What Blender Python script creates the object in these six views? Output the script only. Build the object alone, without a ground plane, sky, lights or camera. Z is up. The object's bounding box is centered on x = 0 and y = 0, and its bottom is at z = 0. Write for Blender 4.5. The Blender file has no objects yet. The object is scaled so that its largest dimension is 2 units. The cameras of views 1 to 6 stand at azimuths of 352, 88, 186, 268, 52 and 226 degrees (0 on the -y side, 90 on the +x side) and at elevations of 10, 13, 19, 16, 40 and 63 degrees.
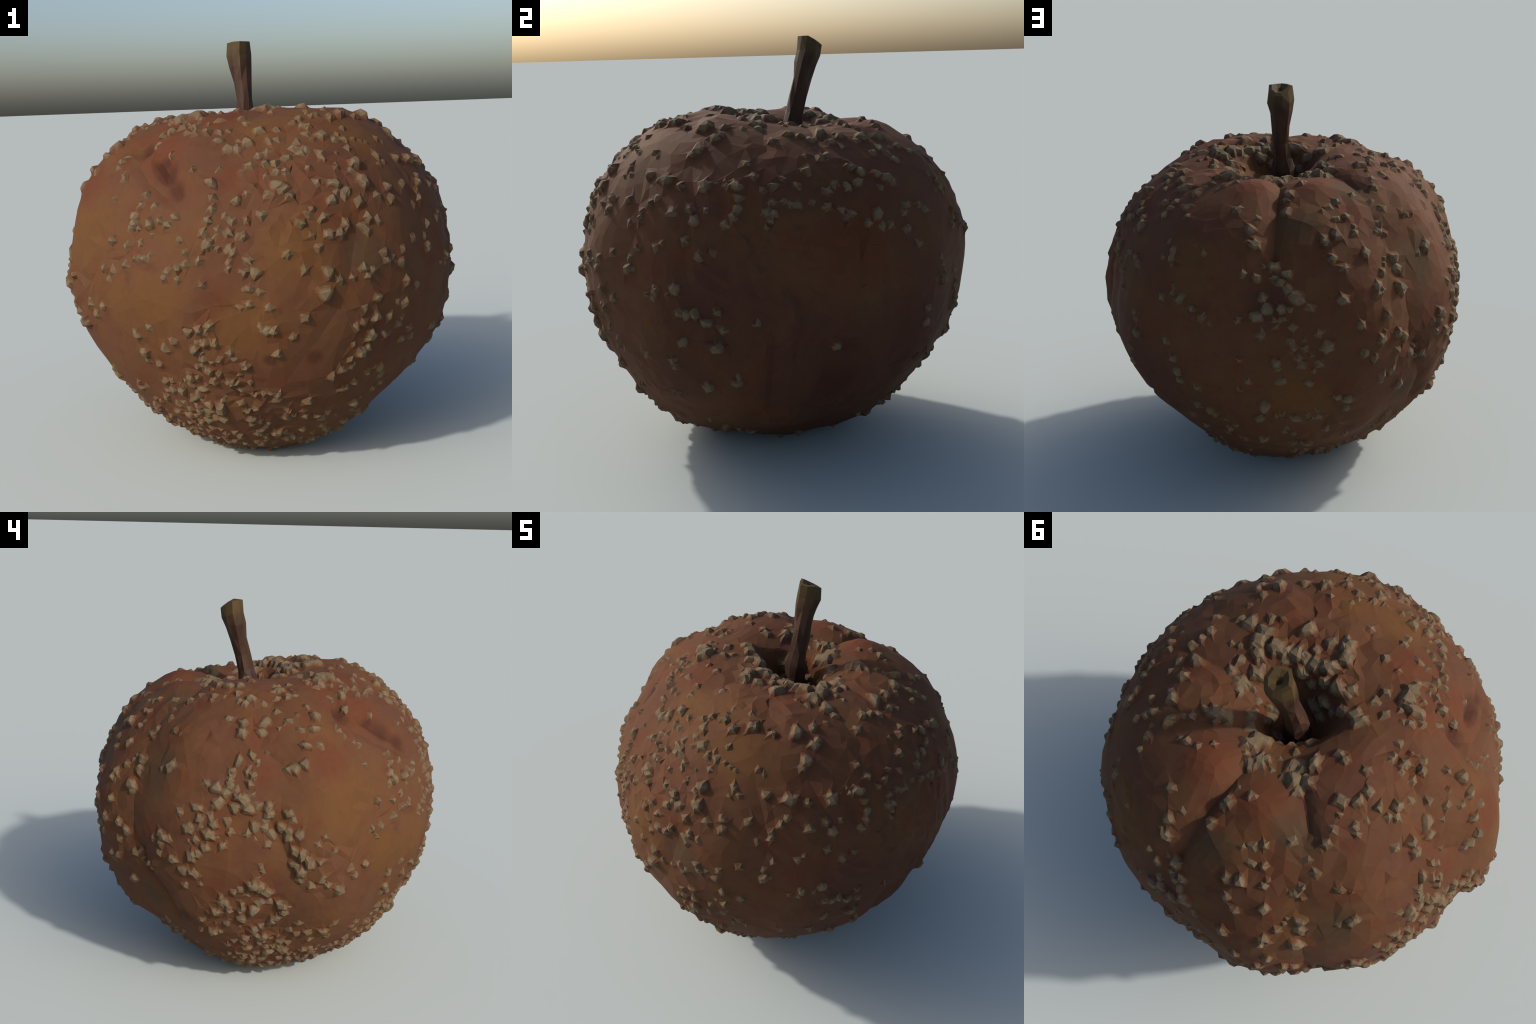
"""A shrivelled, rotting apple: a lobed, creased skin with a stem cavity, a dry
stalk, and colonies of pale mould pustules breaking through the skin.

Directions on the apple are (azimuth, elevation) in degrees about CORE;
azimuth 0 faces -y, 90 faces +x."""
import bpy, bmesh, math
import numpy as np
from mathutils import Vector, Matrix

rng = np.random.default_rng(41)
CORE = np.array([0.0, 0.0, 0.8])

# ------------------------------------------------------------------ body shape
# Radius of the apple at the 24 meridians (every 15 degrees of azimuth) on
# rings of constant elevation; the skin is lofted smoothly through them.
SHAPE = {
    -78: (0.787, 0.785, 0.781, 0.777, 0.774, 0.774, 0.775, 0.777, 0.779, 0.782, 0.784, 0.786,
         0.786, 0.785, 0.783, 0.781, 0.780, 0.779, 0.780, 0.781, 0.782, 0.784, 0.786, 0.787),
    -65: (0.859, 0.853, 0.838, 0.820, 0.809, 0.805, 0.804, 0.805, 0.811, 0.822, 0.832, 0.840,
         0.843, 0.842, 0.840, 0.840, 0.841, 0.844, 0.847, 0.846, 0.845, 0.847, 0.853, 0.858),
    -52: (0.875, 0.877, 0.866, 0.836, 0.815, 0.808, 0.792, 0.781, 0.796, 0.820, 0.841, 0.855,
         0.853, 0.843, 0.843, 0.851, 0.862, 0.868, 0.863, 0.857, 0.857, 0.865, 0.875, 0.877),
    -38: (0.862, 0.879, 0.886, 0.858, 0.837, 0.837, 0.820, 0.799, 0.810, 0.827, 0.841, 0.863,
         0.868, 0.860, 0.851, 0.846, 0.865, 0.872, 0.846, 0.847, 0.860, 0.861, 0.869, 0.867),
    -24: (0.888, 0.892, 0.893, 0.895, 0.889, 0.874, 0.873, 0.863, 0.856, 0.863, 0.865, 0.879,
         0.891, 0.907, 0.899, 0.870, 0.893, 0.890, 0.850, 0.876, 0.878, 0.850, 0.860, 0.874),
    -10: (0.925, 0.922, 0.916, 0.934, 0.943, 0.896, 0.895, 0.901, 0.897, 0.927, 0.915, 0.918,
         0.910, 0.920, 0.939, 0.913, 0.931, 0.911, 0.881, 0.922, 0.890, 0.873, 0.895, 0.902),
    4: (0.953, 0.962, 0.964, 0.951, 0.967, 0.943, 0.944, 0.941, 0.936, 0.967, 0.938, 0.955,
         0.940, 0.942, 0.981, 0.948, 0.962, 0.938, 0.923, 0.960, 0.911, 0.919, 0.931, 0.923),
    18: (0.980, 0.992, 0.993, 0.969, 0.985, 0.981, 0.982, 0.973, 0.960, 0.988, 0.981, 0.988,
         0.961, 0.969, 1.003, 0.977, 0.992, 0.961, 0.950, 0.981, 0.934, 0.938, 0.948, 0.950),
    32: (0.984, 1.009, 1.007, 0.991, 0.998, 0.988, 0.985, 0.982, 0.968, 0.984, 1.003, 1.000,
         0.970, 0.969, 0.982, 0.982, 0.995, 0.974, 0.984, 1.007, 0.961, 0.955, 0.970, 0.965),
    45: (0.967, 0.998, 1.002, 0.991, 0.988, 0.979, 0.970, 0.961, 0.947, 0.952, 0.972, 0.976,
         0.961, 0.953, 0.959, 0.972, 0.980, 0.974, 0.987, 0.991, 0.963, 0.956, 0.962, 0.953),
    56: (0.952, 0.971, 0.979, 0.975, 0.968, 0.955, 0.939, 0.924, 0.916, 0.920, 0.927, 0.924,
         0.912, 0.907, 0.920, 0.942, 0.956, 0.958, 0.958, 0.952, 0.941, 0.940, 0.943, 0.942),
    66: (0.925, 0.932, 0.934, 0.930, 0.920, 0.903, 0.883, 0.866, 0.855, 0.849, 0.842, 0.831,
         0.821, 0.822, 0.840, 0.867, 0.891, 0.905, 0.910, 0.911, 0.912, 0.915, 0.919, 0.921),
    77: (0.849, 0.847, 0.842, 0.833, 0.821, 0.805, 0.788, 0.771, 0.756, 0.743, 0.731, 0.723,
         0.721, 0.727, 0.741, 0.760, 0.782, 0.801, 0.816, 0.828, 0.837, 0.843, 0.848, 0.850),
}

# Creases and furrows that the drying skin has folded into: path, width, depth.
FURROWS = [
    ([(186, 60), (185, 53), (184, 43), (183, 32)], 0.042, 0.034),
    ([(216, 64), (217, 55), (223, 46), (220, 37), (221, 28), (223, 18), (224, 4)], 0.070, 0.014),
    ([(219, 66), (221, 60), (223, 55), (224, 51)], 0.034, 0.028),
    ([(166, 72), (150, 62), (144, 52)], 0.060, 0.028),
    ([(227, 2), (228, -4), (234, -12), (236, -22)], 0.035, 0.028),
    ([(276, 62), (267, 44), (265, 36), (273, 31)], 0.080, 0.022),
    ([(311, 44), (316, 42), (321, 38), (328, 32)], 0.040, 0.032),
    ([(269, 16), (273, 7), (277, -2)], 0.050, 0.020),
    ([(304, 53), (300, 47), (304, 41), (313, 36), (324, 31)], 0.045, 0.022),
    ([(91, 11), (95, 5), (93, -9)], 0.025, 0.015),
    ([(112, 24), (111, 11)], 0.024, 0.013),
    ([(118, 13), (118, 0)], 0.024, 0.012),
    ([(87, -5), (86, -18), (85, -30)], 0.028, 0.016),
    ([(100, 2), (102, -12), (101, -30)], 0.040, 0.014),
    ([(125, -19), (136, -17)], 0.022, 0.012),
    ([(18, 21), (14, 5), (3, -12)], 0.080, 0.014),
    ([(60, 42), (66, 30), (64, 16)], 0.060, 0.014),
    ([(75, 66), (84, 56), (86, 48)], 0.050, 0.016),
    ([(120, 70), (112, 60), (108, 52)], 0.050, 0.016),
    ([(40, 66), (44, 57)], 0.045, 0.014),
    ([(300, 70), (306, 60)], 0.050, 0.016),
    ([(0, 70), (355, 63)], 0.060, 0.014),
]
# Sunken bruises and swollen lobes: direction, radius, height.
DENTS = [
    ((319, 41), 0.085, -0.022),
    ((302, 48), 0.060, -0.030), ((296, 45), 0.045, -0.014), ((108, -9), 0.060, -0.034), ((107, -18), 0.110, -0.014),
    ((350, -11), 0.120, -0.006),
]
LOBES = [
    ((171, 57), 0.120, 0.026), ((203, 56), 0.100, 0.028), ((240, 38), 0.140, 0.020),
    ((250, 42), 0.140, 0.010), ((92, -41), 0.140, 0.026), ((204, 14), 0.110, 0.016), ((204, -6), 0.110, 0.016),
    ((213, -22), 0.100, 0.012), ((198, 40), 0.110, 0.008), ((290, 20), 0.180, 0.008),
]
# The stem cavity: an oval funnel sunk into the shallow basin of the crown.
CAVITY = dict(centre=(0.015, 0.055), half=(0.190, 0.175), floor=0.16)

# ------------------------------------------------------------- mould pustules
# Where the big, clearly separate pustules break through, colony by colony.
COLONIES = {
    ("crown", "large"): [
        (5, 73), (7, 80), (36, 56), (45, 71), (50, 78), (57, 55), (59, 76), (71, 74), (76, 67), (76, 72), (80, 62),
        (85, 68), (92, 70), (106, 72), (113, 56), (120, 69), (133, 52), (146, 63), (149, 65), (175, 69), (176, 67),
        (180, 70), (190, 65), (214, 67), (215, 63), (218, 61), (220, 66), (223, 63), (229, 68), (238, 58), (279, 73),
        (284, 75), (286, 79), (302, 62), (303, 60), (309, 64), (314, 63), (322, 81), (354, 52), (357, 76),
    ],
    ("crown", "middling"): [
        (12, 52), (21, 56), (21, 74), (27, 54), (66, 52), (96, 55), (122, 54), (186, 63), (190, 53), (193, 66),
        (245, 57), (251, 58), (274, 58), (277, 54), (309, 54),
    ],
    ("crown", "small"): [
        (1, 52), (9, 54), (33, 60), (101, 54), (104, 67), (113, 66), (143, 55), (143, 61), (144, 57), (157, 55),
        (162, 57), (233, 52), (247, 69), (248, 67), (252, 54), (271, 54), (281, 55), (294, 62), (297, 59), (320, 53),
        (333, 59), (336, 53), (345, 60), (348, 57),
    ],
    ("sunlit_front", "large"): [
        (8, 6), (9, 11), (17, 47), (20, -12), (22, -7), (342, 46), (349, 48), (357, -45), (358, 33), (359, 32),
    ],
    ("sunlit_front", "middling"): [
        (10, 20), (12, -19), (12, 28), (14, -38), (14, 32), (14, -54), (20, 27), (22, -11), (338, 19), (338, 35),
        (342, -20), (344, 18), (345, 46), (346, 30), (347, -36), (351, 12), (353, -3),
    ],
    ("sunlit_front", "small"): [
        (1, 30), (1, 37), (2, 41), (3, 0), (3, 23), (3, 12), (5, 44), (5, 25), (6, -28), (7, 42), (7, 17), (7, -36),
        (7, 46), (8, -44), (8, 37), (9, 33), (9, 24), (9, 43), (9, 10), (12, 9), (13, 41), (13, 20), (13, 39),
        (14, 51), (15, -17), (15, -35), (15, 22), (16, 29), (17, 30), (17, -25), (17, -4), (17, -14), (18, -24),
        (18, -17), (19, -3), (19, 1), (19, 11), (20, 21), (20, 9), (21, 45), (21, -23), (21, 35), (21, 20),
        (22, -50), (338, 25), (338, -2), (339, 19), (339, -44), (339, 28), (339, 31), (339, -17), (339, -7),
        (340, -12), (340, 39), (341, -46), (341, 18), (341, 23), (343, -10), (343, 26), (344, 22), (344, 13),
        (344, -12), (345, -23), (345, 25), (345, 17), (346, -32), (347, 21), (347, -14), (347, 38), (348, 12),
        (348, -20), (348, 21), (349, -45), (349, 32), (349, 25), (349, 8), (349, -25), (349, -31), (349, 15),
        (349, 4), (350, -38), (350, 40), (352, 7), (352, -2), (352, -47), (352, -24), (353, 26), (353, 43), (354, 3),
        (355, 36), (355, 40), (355, -3), (355, 31), (356, -10), (356, -27), (356, -25), (356, 44), (357, 48),
        (358, 37), (358, 40), (359, -31), (359, 16), (360, -5), (360, -36),
    ],
    ("front_right", "large"): [
        (23, 37), (23, 32), (53, 37), (60, 47), (62, 10), (66, 27), (67, -19), (67, 36),
    ],
    ("front_right", "middling"): [
        (23, 3), (23, -2), (24, -32), (26, -42), (29, -19), (38, 4), (45, 13), (56, 9), (63, -4), (64, 51), (65, 4),
        (67, 4),
    ],
    ("front_right", "small"): [
        (22, 23), (24, 42), (25, -20), (25, 14), (25, 45), (25, 22), (26, -36), (26, 12), (27, -8), (27, 28),
        (28, 49), (28, -3), (29, -48), (31, 11), (31, -28), (32, -23), (32, 14), (32, 30), (32, -6), (32, 27),
        (33, 6), (33, 0), (33, -4), (34, 39), (35, -11), (37, -8), (39, -11), (40, -42), (45, 38), (45, 16),
        (47, 26), (47, 28), (48, 19), (50, 30), (50, -10), (52, 32), (53, -24), (55, 7), (58, 45), (59, -10),
        (59, -12), (61, -48), (63, 4), (64, 22), (64, 30),
    ],
    ("dark_right", "large"): [
        (72, -5),
    ],
    ("dark_right", "middling"): [
        (70, 2), (76, -17), (77, 28), (77, 36), (78, 30), (86, 29), (88, 52), (104, -6), (105, 52), (111, 35),
    ],
    ("dark_right", "small"): [
        (73, 5), (74, 36), (74, 0), (75, 26), (78, 33), (82, 39), (83, 2), (85, 35), (88, 36), (88, 29), (93, 31),
        (95, 31), (95, 36), (99, 40), (103, 30), (104, 34), (105, 44), (107, 36), (107, 29), (110, 28),
    ],
    ("right_rear", "large"): [
        (118, 27), (127, 36), (143, 51),
    ],
    ("right_rear", "middling"): [
        (114, 51), (115, 36), (118, 39), (124, 38), (128, 35), (133, -4), (136, 46), (139, 7), (146, 45), (152, 2),
        (153, -2), (153, -5), (156, 20),
    ],
    ("right_rear", "small"): [
        (114, 41), (116, 41), (119, 24), (122, 24), (123, 34), (127, 22), (129, 28), (130, 45), (130, 18), (133, 0),
        (136, 26), (139, 11), (149, 42), (150, 30), (150, 32), (150, 7), (153, 23), (157, -14),
    ],
    ("rear", "large"): [
        (177, 36), (178, 17), (179, -11), (181, 19), (183, 30), (188, 46), (189, 22), (192, -29), (197, 8),
        (202, 20),
    ],
    ("rear", "middling"): [
        (161, -15), (162, -17), (175, 40), (177, -27), (177, -16), (178, 27), (183, 4), (184, -2), (185, 19),
        (187, 28), (187, 24), (188, 14), (188, -16), (190, 21), (192, -3), (200, 36), (200, -8),
    ],
    ("rear", "small"): [
        (159, -6), (160, 18), (163, 16), (168, -22), (169, 46), (172, -5), (173, 16), (173, 5), (174, 28), (175, -2),
        (177, 44), (179, 12), (180, 22), (183, 2), (183, 16), (183, 27), (185, 26), (185, 16), (187, 10), (188, 8),
        (188, 51), (189, 5), (190, 3), (191, 8), (193, 6), (193, 19), (195, 3), (195, 12), (195, -16), (201, 31),
    ],
    ("rear_left", "large"): [
        (212, 8), (212, 31), (221, -10), (221, 20), (222, 28), (222, 25), (222, 19), (236, 28), (243, -1), (245, 12),
        (246, 4), (247, 18),
    ],
    ("rear_left", "middling"): [
        (203, -9), (204, 37), (206, 13), (207, 5), (213, 22), (214, 14), (216, -3), (218, 8), (220, 36), (221, 6),
        (224, 0), (230, -2), (230, 49), (236, 9), (237, 8), (240, 2),
    ],
    ("rear_left", "small"): [
        (203, -13), (204, 28), (205, 46), (206, 42), (209, 47), (210, 3), (210, 42), (211, 37), (212, 20), (213, -5),
        (213, -3), (214, 20), (216, 25), (218, 3), (218, 49), (222, 38), (224, 45), (226, 1), (226, 42), (228, -3),
        (233, 38), (233, 7), (235, 3), (236, 6), (239, 8), (241, 50), (241, 52), (242, 16), (243, -6), (245, -25),
        (246, -1), (247, 9), (247, -19), (247, -2),
    ],
    ("left", "large"): [
        (250, -24), (251, 11), (252, 24), (252, -15), (253, 20), (258, 19), (258, 40), (259, 52), (261, 21),
        (262, -46), (262, 19), (264, -4), (264, -14), (265, 41), (266, -5), (266, 44), (267, -29), (267, -45),
        (268, 18), (268, -7), (268, 20), (270, -20), (270, -39), (272, -18), (272, 14), (273, -12), (276, -38),
        (276, 30), (276, 7), (277, 12), (278, 1), (278, 6), (280, 4), (286, 45), (290, -6), (290, -26),
    ],
    ("left", "middling"): [
        (248, 5), (248, 15), (250, 7), (252, 14), (255, 8), (255, 23), (255, -11), (256, 15), (256, 25), (256, 29),
        (258, 32), (258, 43), (259, 22), (260, -14), (260, -18), (261, -28), (261, -35), (263, 28), (264, 14),
        (264, -24), (266, -11), (267, 16), (267, 14), (268, 9), (269, 12), (274, 13), (274, 18), (274, -15),
        (274, 11), (276, 3), (277, -25), (278, -2), (279, 31), (280, 36), (280, -46), (284, 41), (284, -2),
        (286, -39),
    ],
    ("left", "small"): [
        (248, 13), (248, -5), (249, 25), (251, 16), (252, 19), (252, 44), (254, -12), (254, 51), (254, -9),
        (255, -20), (256, 27), (256, -13), (256, -15), (257, 12), (258, -7), (258, 24), (260, -6), (261, 29),
        (262, 12), (262, -8), (262, 26), (262, 34), (263, 23), (264, 32), (265, 20), (265, 51), (266, 2), (269, -11),
        (271, 48), (274, 30), (275, 16), (275, 44), (279, 41), (280, 2), (280, -27), (281, -4), (282, 9), (283, 4),
        (284, 49), (284, 11), (284, -26), (285, 36), (286, -4), (287, 7),
    ],
    ("front_left", "large"): [
        (337, -31),
    ],
    ("front_left", "middling"): [
        (296, -3), (300, 0), (305, 19), (306, 49), (313, 26), (313, -7), (314, 24), (314, -13), (319, 15), (320, 24),
        (323, -10), (324, -26), (329, -20), (332, -24), (333, -9), (333, -30), (334, -36), (336, -16), (337, 49),
        (337, -36),
    ],
    ("front_left", "small"): [
        (294, 0), (295, 41), (296, 39), (302, 30), (302, 11), (302, 36), (304, 8), (306, 11), (312, 23), (312, 13),
        (312, 18), (315, 32), (315, 29), (316, 15), (317, 19), (318, 45), (319, -4), (320, 29), (321, 16), (323, 25),
        (326, 10), (326, 24), (327, -7), (327, 12), (328, 26), (329, -33), (330, 13), (330, -42), (330, 10),
        (330, 20), (332, -4), (332, 17), (332, 14), (334, -7), (335, -12), (335, -45), (335, -3), (336, -7),
        (336, 15), (337, 9), (337, -20), (337, 22),
    ],
}
WIDTH = {"large": 0.057, "middling": 0.046, "small": 0.035}

# Fields of fine pustules too many to tell apart: centre, spread (m), how many.
FIELDS = [
    ((324, -30), 0.19, 60), ((318, -50), 0.20, 44), ((340, -52), 0.17, 26), ((266, -32), 0.15, 40),
    ((290, -46), 0.18, 44), ((258, -50), 0.20, 46), ((20, -52), 0.20, 24), ((0, -44), 0.16, 18),
    ((60, -50), 0.20, 16), ((225, -36), 0.16, 18), ((205, -55), 0.22, 22), ((150, -48), 0.24, 18),
    ((0, 57), 0.20, 16), ((25, 44), 0.20, 16), ((320, 60), 0.14, 14), ((50, 25), 0.25, 10),
    ((140, 40), 0.25, 14), ((165, -30), 0.25, 12), ((300, 66), 0.12, 10), ((90, 62), 0.20, 16),
    ((200, 66), 0.14, 14), ((95, 35), 0.25, 10), ((190, -20), 0.25, 12), ((275, 55), 0.15, 12),
    ((0, -78), 0.32, 56), ((180, -75), 0.32, 44),
]


def heading(azimuth, elevation):
    a, e = np.radians(azimuth), np.radians(elevation)
    return np.stack([np.cos(e) * np.sin(a), -np.cos(e) * np.cos(a), np.sin(e)], -1)


def unit(v):
    return v / np.maximum(np.linalg.norm(v, axis=-1, keepdims=True), 1e-12)


def smoothstep(a, b, x):
    t = np.clip((x - a) / (b - a), 0, 1)
    return t * t * (3 - 2 * t)


RING_ELEVATIONS = np.array(sorted(SHAPE), float)
RING_RADII = np.array([SHAPE[e] for e in sorted(SHAPE)])
POLES = RING_RADII[0].mean() * 0.985, RING_RADII[-1].mean() * 0.955


def body_radius(d):
    """Catmull-Rom loft through the ribs, closed in azimuth, capped at the poles."""
    elevation = np.degrees(np.arcsin(np.clip(d[:, 2], -1, 1)))
    azimuth = np.degrees(np.arctan2(d[:, 0], -d[:, 1])) % 360
    knots = np.concatenate([[-90], RING_ELEVATIONS, [90]])
    table = np.vstack([np.full(24, POLES[0]), RING_RADII, np.full(24, POLES[1])])
    k = np.floor(azimuth / 15).astype(int)
    t = azimuth / 15 - k

    def cubic(p0, p1, p2, p3, t):
        return 0.5 * (2 * p1 + (p2 - p0) * t + (2 * p0 - 5 * p1 + 4 * p2 - p3) * t ** 2 + (3 * p1 - p0 - 3 * p2 + p3) * t ** 3)

    rings = np.stack([cubic(*(row[(k + j) % 24] for j in (-1, 0, 1, 2)), t) for row in table])
    i = np.clip(np.searchsorted(knots, elevation) - 1, 0, len(knots) - 2)
    h = knots[i + 1] - knots[i]
    s = (elevation - knots[i]) / h
    lo, hi = np.maximum(i - 1, 0), np.minimum(i + 2, len(knots) - 1)
    at = lambda r: rings[r, np.arange(len(d))]
    m1 = (at(i + 1) - at(lo)) / (knots[i + 1] - knots[lo]) * h
    m2 = (at(hi) - at(i)) / (knots[hi] - knots[i]) * h
    m1, m2 = np.where(i == 0, 0, m1), np.where(i == len(knots) - 2, 0, m2)
    return (2 * s**3 - 3 * s**2 + 1) * at(i) + (s**3 - 2 * s**2 + s) * m1 + (3 * s**2 - 2 * s**3) * at(i + 1) + (s**3 - s**2) * m2


def lattice_noise(p, seed):
    """Smooth value noise in [-1, 1] on a hashed unit lattice."""
    c = np.floor(p).astype(np.int64)
    f = p - c
    f = f * f * (3 - 2 * f)
    total = 0
    for corner in range(8):
        o = np.array([corner & 1, corner >> 1 & 1, corner >> 2 & 1])
        q = c + o
        n = (q[:, 0] * 374761393 + q[:, 1] * 668265263 + q[:, 2] * 1442695041 + seed * 974711) & 0x7FFFFFFF
        n = (n ^ (n >> 15)) * 739982445 & 0x7FFFFFFF
        n = (n ^ (n >> 13)) * 1274126177 & 0x7FFFFFFF
        v = ((n ^ (n >> 16)) & 0xFFFF) / 32767.5 - 1
        total = total + v * np.prod(np.where(o, f, 1 - f), axis=1)
    return total


def distance_to_path(d, path):
    """Chord distance (m at the skin) from directions d to a path of directions."""
    nodes = heading(*np.array(path, float).T)
    best = np.full(len(d), 9.0)
    for a, b in zip(nodes[:-1], nodes[1:]):
        ab = b - a
        t = np.clip(((d - a) @ ab) / (ab @ ab), 0, 1)
        best = np.minimum(best, np.linalg.norm(d - unit(a + t[:, None] * ab), axis=1))
    return best * 0.95


# a turned frame, so that fine creases do not run along the axes
TWIST = np.array(Matrix.Rotation(0.7, 3, "X") @ Matrix.Rotation(0.9, 3, "Z"))


def skin(d):
    """Points of the bare skin (no pustule mounds) in the directions d."""
    d = unit(np.atleast_2d(np.asarray(d, float)))
    r = body_radius(d)
    for path, width, depth in FURROWS:
        x = distance_to_path(d, path) / width
        r = r - depth * np.exp(-x ** 1.35)
    for where, radius, height in DENTS + LOBES:
        x = np.linalg.norm(d - heading(*where), axis=1) * 0.95 / radius
        r = r + height * np.exp(-x * x)
    # slack, sagging skin; long upright wrinkles on the collapsed right side
    r = r + 0.006 * lattice_noise(d * 4.2 + 7, 1) + 0.0035 * lattice_noise(d * 9 + 3, 2)
    slack = smoothstep(-0.25, 0.55, lattice_noise(d * 3.3 + 11, 6))  # taut swellings stay smooth
    r = r + 0.0030 * slack * (1 - 2 * np.abs(lattice_noise(d @ TWIST * 15 + 1, 5)))
    collapsed = np.exp(-(np.linalg.norm(d - heading(104, -8), axis=1) / 0.55) ** 2)
    angle = np.arctan2(d[:, 0], -d[:, 1])
    r = r + collapsed * 0.011 * lattice_noise(np.stack([angle * 13, d[:, 2] * 3.2, d[:, 2] * 0 + 5], 1), 3)
    p = CORE + d * r[:, None]
    (cx, cy), (hx, hy) = CAVITY["centre"], CAVITY["half"]
    q = np.hypot((p[:, 0] - cx) / hx, (p[:, 1] - cy) / hy)
    q = q * (1 + 0.24 * lattice_noise(np.stack([p[:, 0] * 8, p[:, 1] * 8, p[:, 2] * 0], 1), 4))
    # deepest behind the stalk, with a shallower sill on the far side of it
    tilt = 1 + 0.40 * np.clip(((cx - p[:, 0]) * 0.7 + (p[:, 1] - cy) * 0.7) / hy, -1, 1)
    p[:, 2] -= (d[:, 2] > 0.3) * CAVITY["floor"] * tilt * (1 - smoothstep(0.22, 1.10, q))
    return p


def skin_frame(d):
    """Skin points, outward normals and one tangent for the directions d."""
    d = unit(np.atleast_2d(d))
    a = unit(np.cross(d, [0.31, 0.52, 0.80]))
    b = np.cross(d, a)
    h = 0.012
    n = unit(np.cross(skin(d + h * a) - skin(d - h * a), skin(d + h * b) - skin(d - h * b)))
    n *= np.sign((n * d).sum(1, keepdims=True))
    return skin(d), n, unit(a - (a * n).sum(1, keepdims=True) * n)


# ------------------------------------------------------------------- materials
def new_material(name):
    m = bpy.data.materials.new(name)
    m.use_nodes = True
    nt = m.node_tree
    nt.nodes.clear()
    out = nt.nodes.new("ShaderNodeOutputMaterial")
    bsdf = nt.nodes.new("ShaderNodeBsdfPrincipled")
    nt.links.new(bsdf.outputs[0], out.inputs[0])
    return m, nt, bsdf


def mix(nt, fac, a, b, blend="MIX"):
    n = nt.nodes.new("ShaderNodeMix")
    n.data_type, n.blend_type = "RGBA", blend
    for socket, value in ((n.inputs[0], fac), (n.inputs[6], a), (n.inputs[7], b)):
        if isinstance(value, bpy.types.NodeSocket):
            nt.links.new(value, socket)
        else:
            socket.default_value = value if isinstance(value, float) else (*value, 1)
    return n.outputs[2]


def noise(nt, vec, scale, detail=4.0, rough=0.55, stretch=None, shift=0.0):
    if stretch or shift:
        mp = nt.nodes.new("ShaderNodeMapping")
        mp.inputs["Scale"].default_value = stretch or (1, 1, 1)
        mp.inputs["Location"].default_value = (shift, shift * 0.7, -shift)
        nt.links.new(vec, mp.inputs[0])
        vec = mp.outputs[0]
    n = nt.nodes.new("ShaderNodeTexNoise")
    n.inputs["Scale"].default_value, n.inputs["Detail"].default_value, n.inputs["Roughness"].default_value = scale, detail, rough
    nt.links.new(vec, n.inputs["Vector"])
    return n.outputs["Fac"]


def remap(nt, value, lo, hi, a=0.0, b=1.0):
    n = nt.nodes.new("ShaderNodeMapRange")
    n.interpolation_type = "SMOOTHSTEP"
    n.inputs[1].default_value, n.inputs[2].default_value, n.inputs[3].default_value, n.inputs[4].default_value = lo, hi, a, b
    nt.links.new(value, n.inputs[0])
    return n.outputs[0]


def math_node(nt, op, a, b):
    n = nt.nodes.new("ShaderNodeMath")
    n.operation = op
    for socket, value in zip(n.inputs, (a, b)):
        if isinstance(value, bpy.types.NodeSocket):
            nt.links.new(value, socket)
        else:
            socket.default_value = value
    return n.outputs[0]


def patch(nt, vec, wobble, where, radius):
    """Soft-edged ragged spot on the skin round a direction."""
    n = nt.nodes.new("ShaderNodeVectorMath")
    n.operation = "DISTANCE"
    nt.links.new(vec, n.inputs[0])
    n.inputs[1].default_value = skin(heading(*where))[0]
    d = math_node(nt, "ADD", n.outputs["Value"], math_node(nt, "MULTIPLY", math_node(nt, "SUBTRACT", wobble, 0.5), radius * 1.1))
    return remap(nt, d, radius * 0.35, radius * 1.15, 1.0, 0.0)


RUSSET = (0.0745, 0.0298, 0.0148)
TAN = (0.0830, 0.0352, 0.0148)
OCHRE = (0.0900, 0.0390, 0.0118)
ROT_RED = (0.0820, 0.0240, 0.0092)
BRUISE = (0.0480, 0.0155, 0.0085)
OLIVE = (0.054, 0.0320, 0.0150)
DARK_BROWN = (0.056, 0.0210, 0.0130)
MOULD = (0.1290, 0.0920, 0.0525)


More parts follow.
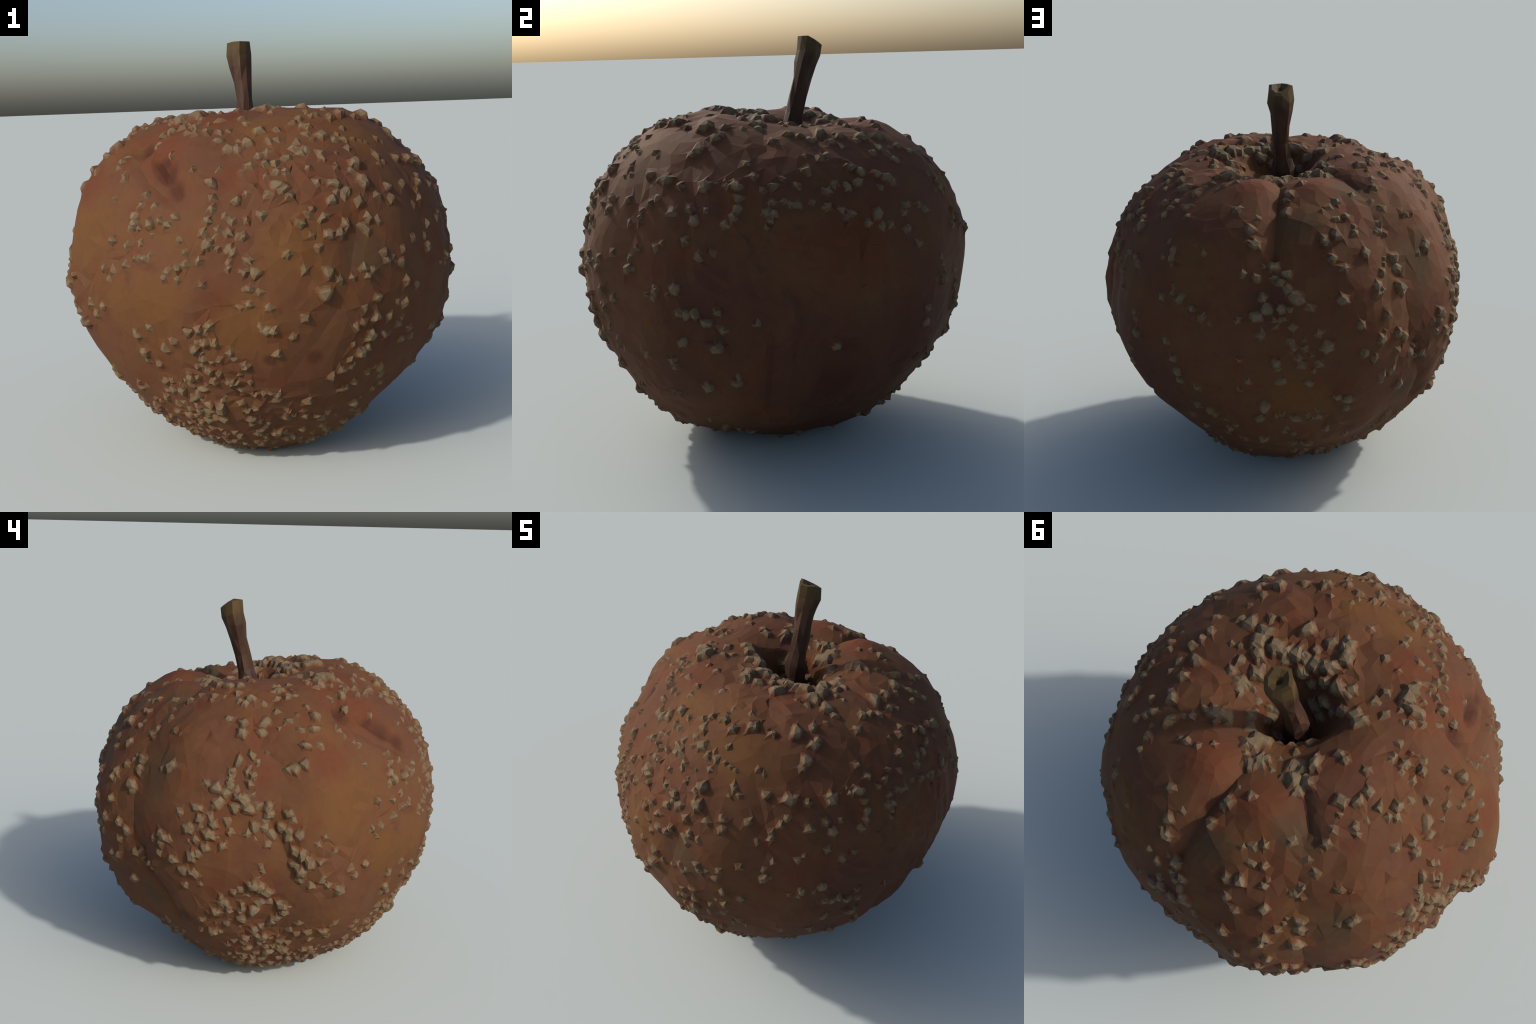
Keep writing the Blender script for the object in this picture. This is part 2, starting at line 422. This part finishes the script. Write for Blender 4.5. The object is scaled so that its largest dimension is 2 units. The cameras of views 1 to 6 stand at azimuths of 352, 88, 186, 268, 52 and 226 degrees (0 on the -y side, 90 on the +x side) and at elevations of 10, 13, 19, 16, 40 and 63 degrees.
def skin_colour_group():
    g = bpy.data.node_groups.new("apple_skin_colour", "ShaderNodeTree")
    g.interface.new_socket("Vector", in_out="INPUT", socket_type="NodeSocketVector")
    g.interface.new_socket("Color", in_out="OUTPUT", socket_type="NodeSocketColor")
    src, dst = g.nodes.new("NodeGroupInput"), g.nodes.new("NodeGroupOutput")
    vec = src.outputs[0]
    broad = noise(g, vec, 2.3, 3.0)
    ragged = noise(g, vec, 6.0, 5.0, 0.6, shift=3.1)
    fine = noise(g, vec, 26.0, 4.0, 0.6)
    c = mix(g, remap(g, broad, 0.38, 0.62), RUSSET, TAN)
    c = mix(g, remap(g, ragged, 0.48, 0.70, 0.0, 0.75), c, ROT_RED)
    c = mix(g, remap(g, noise(g, vec, 4.2, 4.0, 0.6, shift=5.7), 0.50, 0.70, 0.0, 0.55), c, OCHRE)
    for colour, amount, spots in (
        (OCHRE, 0.85, [((1, 17), 0.20), ((308, 2), 0.15), ((347, -2), 0.20), ((291, 19), 0.20), ((321, 3), 0.15), ((159, 27), 0.18), ((190, -8), 0.18), ((355, 55), 0.14), ((20, 60), 0.12), ((30, 48), 0.14)]),
        (ROT_RED, 0.75, [((287, 32), 0.13), ((203, 57), 0.12), ((171, 58), 0.14), ((314, 46), 0.15), ((330, 62), 0.14), ((300, 60), 0.12), ((110, 20), 0.22)]),
        (OLIVE, 0.75, [((231, 25), 0.15), ((193, 42), 0.10), ((218, 50), 0.12), ((228, -15), 0.10), ((20, 14), 0.12)]),
        (DARK_BROWN, 0.75, [((75, 2), 0.34), ((100, -15), 0.42), ((130, -5), 0.30), ((60, -15), 0.22), ((182, 20), 0.14)]),
        (BRUISE, 0.85, [((315, 42), 0.055), ((320, 39), 0.080), ((326, 34), 0.060), ((301, 48), 0.060), ((354, -12), 0.035), ((6, -12), 0.045), ((107, -20), 0.13), ((240, -20), 0.05)]),
    ):
        mask = None
        for where, radius in spots:
            m = patch(g, vec, ragged, where, radius)
            mask = m if mask is None else math_node(g, "MAXIMUM", mask, m)
        c = mix(g, math_node(g, "MULTIPLY", mask, amount), c, colour)
    blotch = remap(g, noise(g, vec, 8.0, 6.0, 0.68, shift=9.4), 0.54, 0.76, 0.0, 0.60)
    c = mix(g, blotch, c, BRUISE)
    c = mix(g, remap(g, fine, 0.3, 0.7, 0.0, 0.35), c, mix(g, 1.0, c, (1.22, 1.18, 1.12), "MULTIPLY"))
    g.links.new(c, dst.inputs[0])
    return g


SKIN_COLOUR = skin_colour_group()


def skin_colour(nt, space=None):
    tc = nt.nodes.new("ShaderNodeTexCoord")
    tc.object = space
    n = nt.nodes.new("ShaderNodeGroup")
    n.node_tree = SKIN_COLOUR
    nt.links.new(tc.outputs["Object"], n.inputs[0])
    return n.outputs[0], tc.outputs["Object"]


def finish(nt, bsdf, colour, vec, grain, strength, roughness):
    nt.links.new(colour, bsdf.inputs["Base Color"])
    bump = nt.nodes.new("ShaderNodeBump")
    bump.inputs["Strength"].default_value, bump.inputs["Distance"].default_value = strength, 0.006
    nt.links.new(noise(nt, vec, grain, 5.0, 0.6), bump.inputs["Height"])
    nt.links.new(bump.outputs[0], bsdf.inputs["Normal"])
    bsdf.inputs["Roughness"].default_value = roughness
    bsdf.inputs["Specular IOR Level"].default_value = 0.17


def skin_material():
    m, nt, bsdf = new_material("shrivelled_apple_skin")
    colour, vec = skin_colour(nt)
    finish(nt, bsdf, colour, vec, 38.0, 0.12, 0.80)
    return m


def pustule_material(space):
    """Pale mould on the crown of each pustule, fading into the skin down its flanks.

    Every pustule object is scaled so that its rim lies one unit from its axis."""
    m, nt, bsdf = new_material("mould_pustule")
    colour, vec = skin_colour(nt, space)
    own = nt.nodes.new("ShaderNodeTexCoord").outputs["Object"]
    flat = nt.nodes.new("ShaderNodeVectorMath")
    flat.operation = "MULTIPLY"
    flat.inputs[1].default_value = (1, 1, 0)
    nt.links.new(own, flat.inputs[0])
    length = nt.nodes.new("ShaderNodeVectorMath")
    length.operation = "LENGTH"
    nt.links.new(flat.outputs[0], length.inputs[0])
    wobble = math_node(nt, "MULTIPLY", math_node(nt, "SUBTRACT", noise(nt, vec, 45.0, 2.0), 0.5), 0.9)
    cover = remap(nt, math_node(nt, "ADD", length.outputs["Value"], wobble), 0.55, 1.10, 1.0, 0.0)
    finish(nt, bsdf, mix(nt, cover, colour, mould_tone(nt, vec)), vec, 60.0, 0.15, 0.8)
    return m


def mould_tone(nt, vec):
    return mix(nt, remap(nt, noise(nt, vec, 18.0, 3.0), 0.35, 0.65), MOULD, tuple(v * 0.78 for v in MOULD))


def mould_material(name, space, cover):
    m, nt, bsdf = new_material(name)
    colour, vec = skin_colour(nt, space)
    finish(nt, bsdf, mix(nt, cover, colour, mould_tone(nt, vec)), vec, 60.0, 0.15, 0.8)
    return m


def stalk_material():
    m, nt, bsdf = new_material("dry_stalk")
    tc = nt.nodes.new("ShaderNodeTexCoord")
    vec = tc.outputs["Object"]
    split = nt.nodes.new("ShaderNodeSeparateXYZ")
    nt.links.new(vec, split.inputs[0])
    streak = noise(nt, vec, 16.0, 4.0, 0.6, stretch=(1, 1, 0.25))
    c = mix(nt, remap(nt, streak, 0.35, 0.65), (0.030, 0.0140, 0.0090), (0.050, 0.0245, 0.0140))
    tip = math_node(nt, "ADD", split.outputs[2], math_node(nt, "MULTIPLY", streak, 0.16))
    c = mix(nt, remap(nt, tip, 1.92, 2.05, 0.0, 0.75), c, (0.062, 0.0400, 0.0120))
    c = mix(nt, remap(nt, noise(nt, vec, 30.0, 3.0, shift=2.0), 0.62, 0.75, 0.0, 0.6), c, (0.016, 0.009, 0.008))
    finish(nt, bsdf, c, vec, 45.0, 0.25, 0.65)
    return m


# -------------------------------------------------------------------- building
def new_object(name, mesh, parent):
    o = bpy.data.objects.new(name, mesh)
    bpy.context.scene.collection.objects.link(o)
    o.parent = parent
    return o


apple = bpy.data.objects.new("rotten_apple", None)
apple.empty_display_size = 0.2
bpy.context.scene.collection.objects.link(apple)
apple["label"] = "shrivelled brown apple covered in pale mould pustules, with stalk"
apple["category"] = "rotten apple"

# -- gather the pustules: (direction, width, stretch)
pustules = []
for (colony, size), spots in COLONIES.items():
    for azimuth, elevation in spots:
        w = WIDTH[size] * rng.uniform(0.86, 1.16) * (1.25 if colony == "crown" and elevation > 60 else 1)
        pustules.append((heading(azimuth, elevation), w, rng.uniform(1, 1.35) if rng.random() < 0.75 else rng.uniform(1.35, 1.8), True))
placed = np.array([p[0] for p in pustules])
widths = np.array([p[1] for p in pustules])


def add_small(d, w, spacing=0.42):
    global placed, widths
    gap = np.linalg.norm(placed - d, axis=1) - spacing * (widths + w)
    if gap.min() < 0:
        return False
    pustules.append((d, w, rng.uniform(1, 1.5), False))
    placed, widths = np.vstack([placed, d]), np.append(widths, w)
    return True


for where, spread, count in FIELDS:
    c = heading(*where)
    for _ in range(count):
        d = unit(c + rng.normal(0, spread * 0.62, 3) / 0.95)
        add_small(d, rng.uniform(0.024, 0.042))
# crusts of big fused granules line the rim and the walls of the stem cavity
(hole_x, hole_y), (wide, deep) = CAVITY["centre"], CAVITY["half"]
for _ in range(46):
    turn, out = rng.uniform(0, 2 * math.pi), rng.uniform(0.50, 1.30)
    spot = np.array([hole_x + wide * out * math.cos(turn), hole_y + deep * out * math.sin(turn), 1.52])
    add_small(unit(spot - CORE), rng.uniform(0.040, 0.075), 0.30)
# stragglers hug the big ones, so that colonies read as strings and clumps
big = len([p for p in pustules if p[3]])
for _ in range(150):
    home = pustules[rng.integers(big)]
    side = unit(np.cross(home[0], rng.normal(size=3)))
    add_small(unit(home[0] + side * rng.uniform(0.030, 0.075)), rng.uniform(0.018, 0.032))

directions = np.array([p[0] for p in pustules])
width = np.array([p[1] for p in pustules])
stretch = np.array([p[2] for p in pustules])
width = width * np.where(width > 0.033, 1.10, 1.0)  # neighbours run together into crusts
count = len(pustules)
seat, up, along = skin_frame(directions)
spin = rng.uniform(0, 2 * math.pi, count)[:, None]
across = np.cross(up, along)
along, across = along * np.cos(spin) + across * np.sin(spin), across * np.cos(spin) - along * np.sin(spin)
half_x, half_y = width / 2 * np.sqrt(stretch), width / 2 / np.sqrt(stretch)
tall = width * rng.uniform(0.26, 0.50, count)
corners, corner_turn = rng.integers(3, 6, count), rng.uniform(0, 6.28, count)


def reach_of(k, p):
    """How far points p lie from the axis of pustule k; 1 at its rim."""
    v = p - seat[k]
    x, y = v @ along[k] / half_x[k], v @ across[k] / half_y[k]
    return np.hypot(x, y) * (1 + 0.20 * np.cos(corners[k] * np.arctan2(y, x) + corner_turn[k])), v @ up[k]


# -- skin: a fine ball pushed into shape, pustules raised out of it as blunt knobs
# on spreading feet, then thinned to the large angular facets of dry skin
bm = bmesh.new()
bmesh.ops.create_icosphere(bm, subdivisions=8, radius=1)
mesh = bpy.data.meshes.new("skin")
bm.to_mesh(mesh)
bm.free()
ball = np.empty(len(mesh.vertices) * 3)
mesh.vertices.foreach_get("co", ball)
points, normals = [], []
for part in np.array_split(ball.reshape(-1, 3), 8):
    p, n, _ = skin_frame(part)
    points.append(p), normals.append(n)
points, normals = np.vstack(points), np.vstack(normals)
rise = np.zeros(len(points))
order = np.argsort(points[:, 2])
sorted_z = points[order, 2]
for k in range(count):
    far = 2.0 * half_x[k]
    near = order[np.searchsorted(sorted_z, seat[k, 2] - far):np.searchsorted(sorted_z, seat[k, 2] + far)]
    near = near[np.linalg.norm(points[near] - seat[k], axis=1) < far]
    rho, _ = reach_of(k, points[near])
    knob = tall[k] * (0.70 * (1 - smoothstep(0.36, 1.14, rho)) + 0.30 * np.exp(-(rho / 1.25) ** 2))
    rise[near] = np.maximum(rise[near], knob)
points += normals * rise[:, None]
mesh.vertices.foreach_set("co", points.ravel())
whole = new_object("skin", mesh, apple)
thin = whole.modifiers.new("facets", "DECIMATE")
thin.ratio = 0.085
graph = bpy.context.evaluated_depsgraph_get()
faceted = bpy.data.meshes.new_from_object(whole.evaluated_get(graph))
bpy.data.objects.remove(whole)
bpy.data.meshes.remove(mesh)
verts = np.empty(len(faceted.vertices) * 3)
faceted.vertices.foreach_get("co", verts)
verts = verts.reshape(-1, 3)
tris = np.empty(len(faceted.polygons) * 3, np.int32)
faceted.polygons.foreach_get("vertices", tris)
tris = tris.reshape(-1, 3)
bpy.data.meshes.remove(faceted)
crumple = 0.0030 * (0.25 + 0.75 * smoothstep(-0.25, 0.55, lattice_noise(unit(verts - CORE) * 3.3 + 11, 6)))
verts = verts + unit(verts - CORE) * (rng.normal(0, 1, len(verts)) * crumple)[:, None]
verts[:, 2] = np.maximum(verts[:, 2], 0.0)

# -- which facets belong to which pustule
middle = verts[tris].mean(1)
owner, owner_rho = np.full(len(tris), -1), np.full(len(tris), 9.0)
for k in range(count):
    near = np.nonzero(np.linalg.norm(middle - seat[k], axis=1) < 1.6 * half_x[k] + tall[k])[0]
    rho, lift = reach_of(k, middle[near])
    better = (rho < np.minimum(1.0, owner_rho[near])) & (lift > 0.20 * tall[k])
    owner[near[better]], owner_rho[near[better]] = k, rho[better]


def piece(name, faces, points, material_names):
    used, compact = np.unique(faces, return_inverse=True)
    me = bpy.data.meshes.new(name)
    me.from_pydata(points[used].tolist(), [], compact.reshape(-1, 3).tolist())
    for m in material_names:
        me.materials.append(m)
    me.shade_flat()
    return me


body = new_object("skin", piece("skin", tris[owner < 0], verts, [skin_material()]), apple)
pale = pustule_material(body)


def closed(faces, root):
    """The facets of one pustule, closed below by a fan down to a buried root."""
    edges = {}
    for a, b, c in faces.tolist():
        for e in ((a, b), (b, c), (c, a)):
            edges[e] = True
    return np.vstack([faces] + [np.array([[b, a, root]]) for a, b in edges if (b, a) not in edges])


sizes = np.array([(owner == k).sum() for k in range(count)])
rank = np.argsort(-width * (sizes > 2))
all_points = np.vstack([verts, seat - up * (0.30 * width)[:, None]])
crumb_faces, crumb_kind = [], []
for place, k in enumerate(rank):
    if sizes[k] == 0:
        continue
    mine = tris[owner == k]
    shut = closed(mine, len(verts) + k)
    if place < 300 and sizes[k] > 2:
        m = np.eye(4)
        m[:3, :3] = np.stack([along[k] * half_x[k], across[k] * half_y[k], up[k] * tall[k]], 1)
        m[:3, 3] = seat[k]
        used, compact = np.unique(shut, return_inverse=True)
        local = (all_points[used] - seat[k]) @ np.linalg.inv(m[:3, :3]).T
        o = new_object("pustule", piece("pustule", compact.reshape(-1, 3), local, [pale]), apple)
        o.matrix_world = Matrix(m.tolist())
    else:
        crumb_faces.append(shut)
        rho = owner_rho[owner == k]
        kinds = np.where(rho < 0.55, 2, np.where(rho < 0.85, 1, 0))
        crumb_kind += kinds.tolist() + [0] * (len(shut) - len(mine))
crumbs = piece("fine_pustules", np.vstack(crumb_faces), all_points,
               [mould_material(n, body, c) for n, c in (("pustule_flank", 0.30), ("pustule_shoulder", 0.70), ("pustule_crust", 1.0))])
crumbs.polygons.foreach_set("material_index", crumb_kind)
stuff = new_object("fine_pustules", crumbs, apple)
stuff["kind"] = "stuff"

# -- stalk: angular, oval, flared at both ends, cut slantwise and hollow on top
STALK = [  # centre of the ring, half width in x, half width in y
    ((-0.014, 0.070, 1.300), 0.078, 0.074),
    ((-0.020, 0.086, 1.400), 0.062, 0.060),
    ((-0.027, 0.100, 1.490), 0.055, 0.051),
    ((-0.034, 0.113, 1.560), 0.060, 0.055),
    ((-0.030, 0.126, 1.625), 0.046, 0.045),
    ((-0.026, 0.143, 1.705), 0.041, 0.043),
    ((-0.033, 0.165, 1.790), 0.047, 0.046),
    ((-0.036, 0.184, 1.865), 0.055, 0.053),
    ((-0.038, 0.201, 1.930), 0.064, 0.061),
    ((-0.038, 0.208, 1.984), 0.058, 0.056),
]
sides = 9
r = np.random.default_rng(5)
bm = bmesh.new()
rings = []
turn = r.uniform(-0.1, 0.1, sides)
for k, ((cx, cy, cz), hx, hy) in enumerate(STALK):
    ring = []
    for i in range(sides):
        a = 2 * math.pi * (i + turn[i]) / sides + 0.05 * k
        s = r.uniform(0.86, 1.10)
        x, y = hx * s * math.cos(a), hy * s * math.sin(a)
        slant = -0.42 * max(y + 0.010, 0) * smoothstep(6.5, 9, k) * 1.6
        ring.append(bm.verts.new((cx + x, cy + y, cz + float(slant) + (0.012 if k == 9 else 0) - 0.22 * y * (k < 8))))
    rings.append(ring)
def inset(ring, scale, drop):
    c = sum((v.co for v in ring), Vector()) / len(ring)
    return [bm.verts.new(c + (v.co - c) * scale + Vector((0, 0, drop))) for v in ring]
rings.append(inset(rings[-1], 0.72, 0.006))
rings.append(inset(rings[-2], 0.30, -0.004))
rings.append(inset(rings[-3], 0.12, -0.022))
for a, b in zip(rings[:-1], rings[1:]):
    for i in range(sides):
        j = (i + 1) % sides
        bm.faces.new((a[i], a[j], b[j], b[i]))
bm.faces.new(rings[-1])
bm.faces.new(rings[0][::-1])
bmesh.ops.triangulate(bm, faces=bm.faces[:])
stalk_mesh = bpy.data.meshes.new("stem")
bm.to_mesh(stalk_mesh)
bm.free()
stalk_mesh.materials.append(stalk_material())
stalk_mesh.shade_flat()
new_object("stem", stalk_mesh, apple)
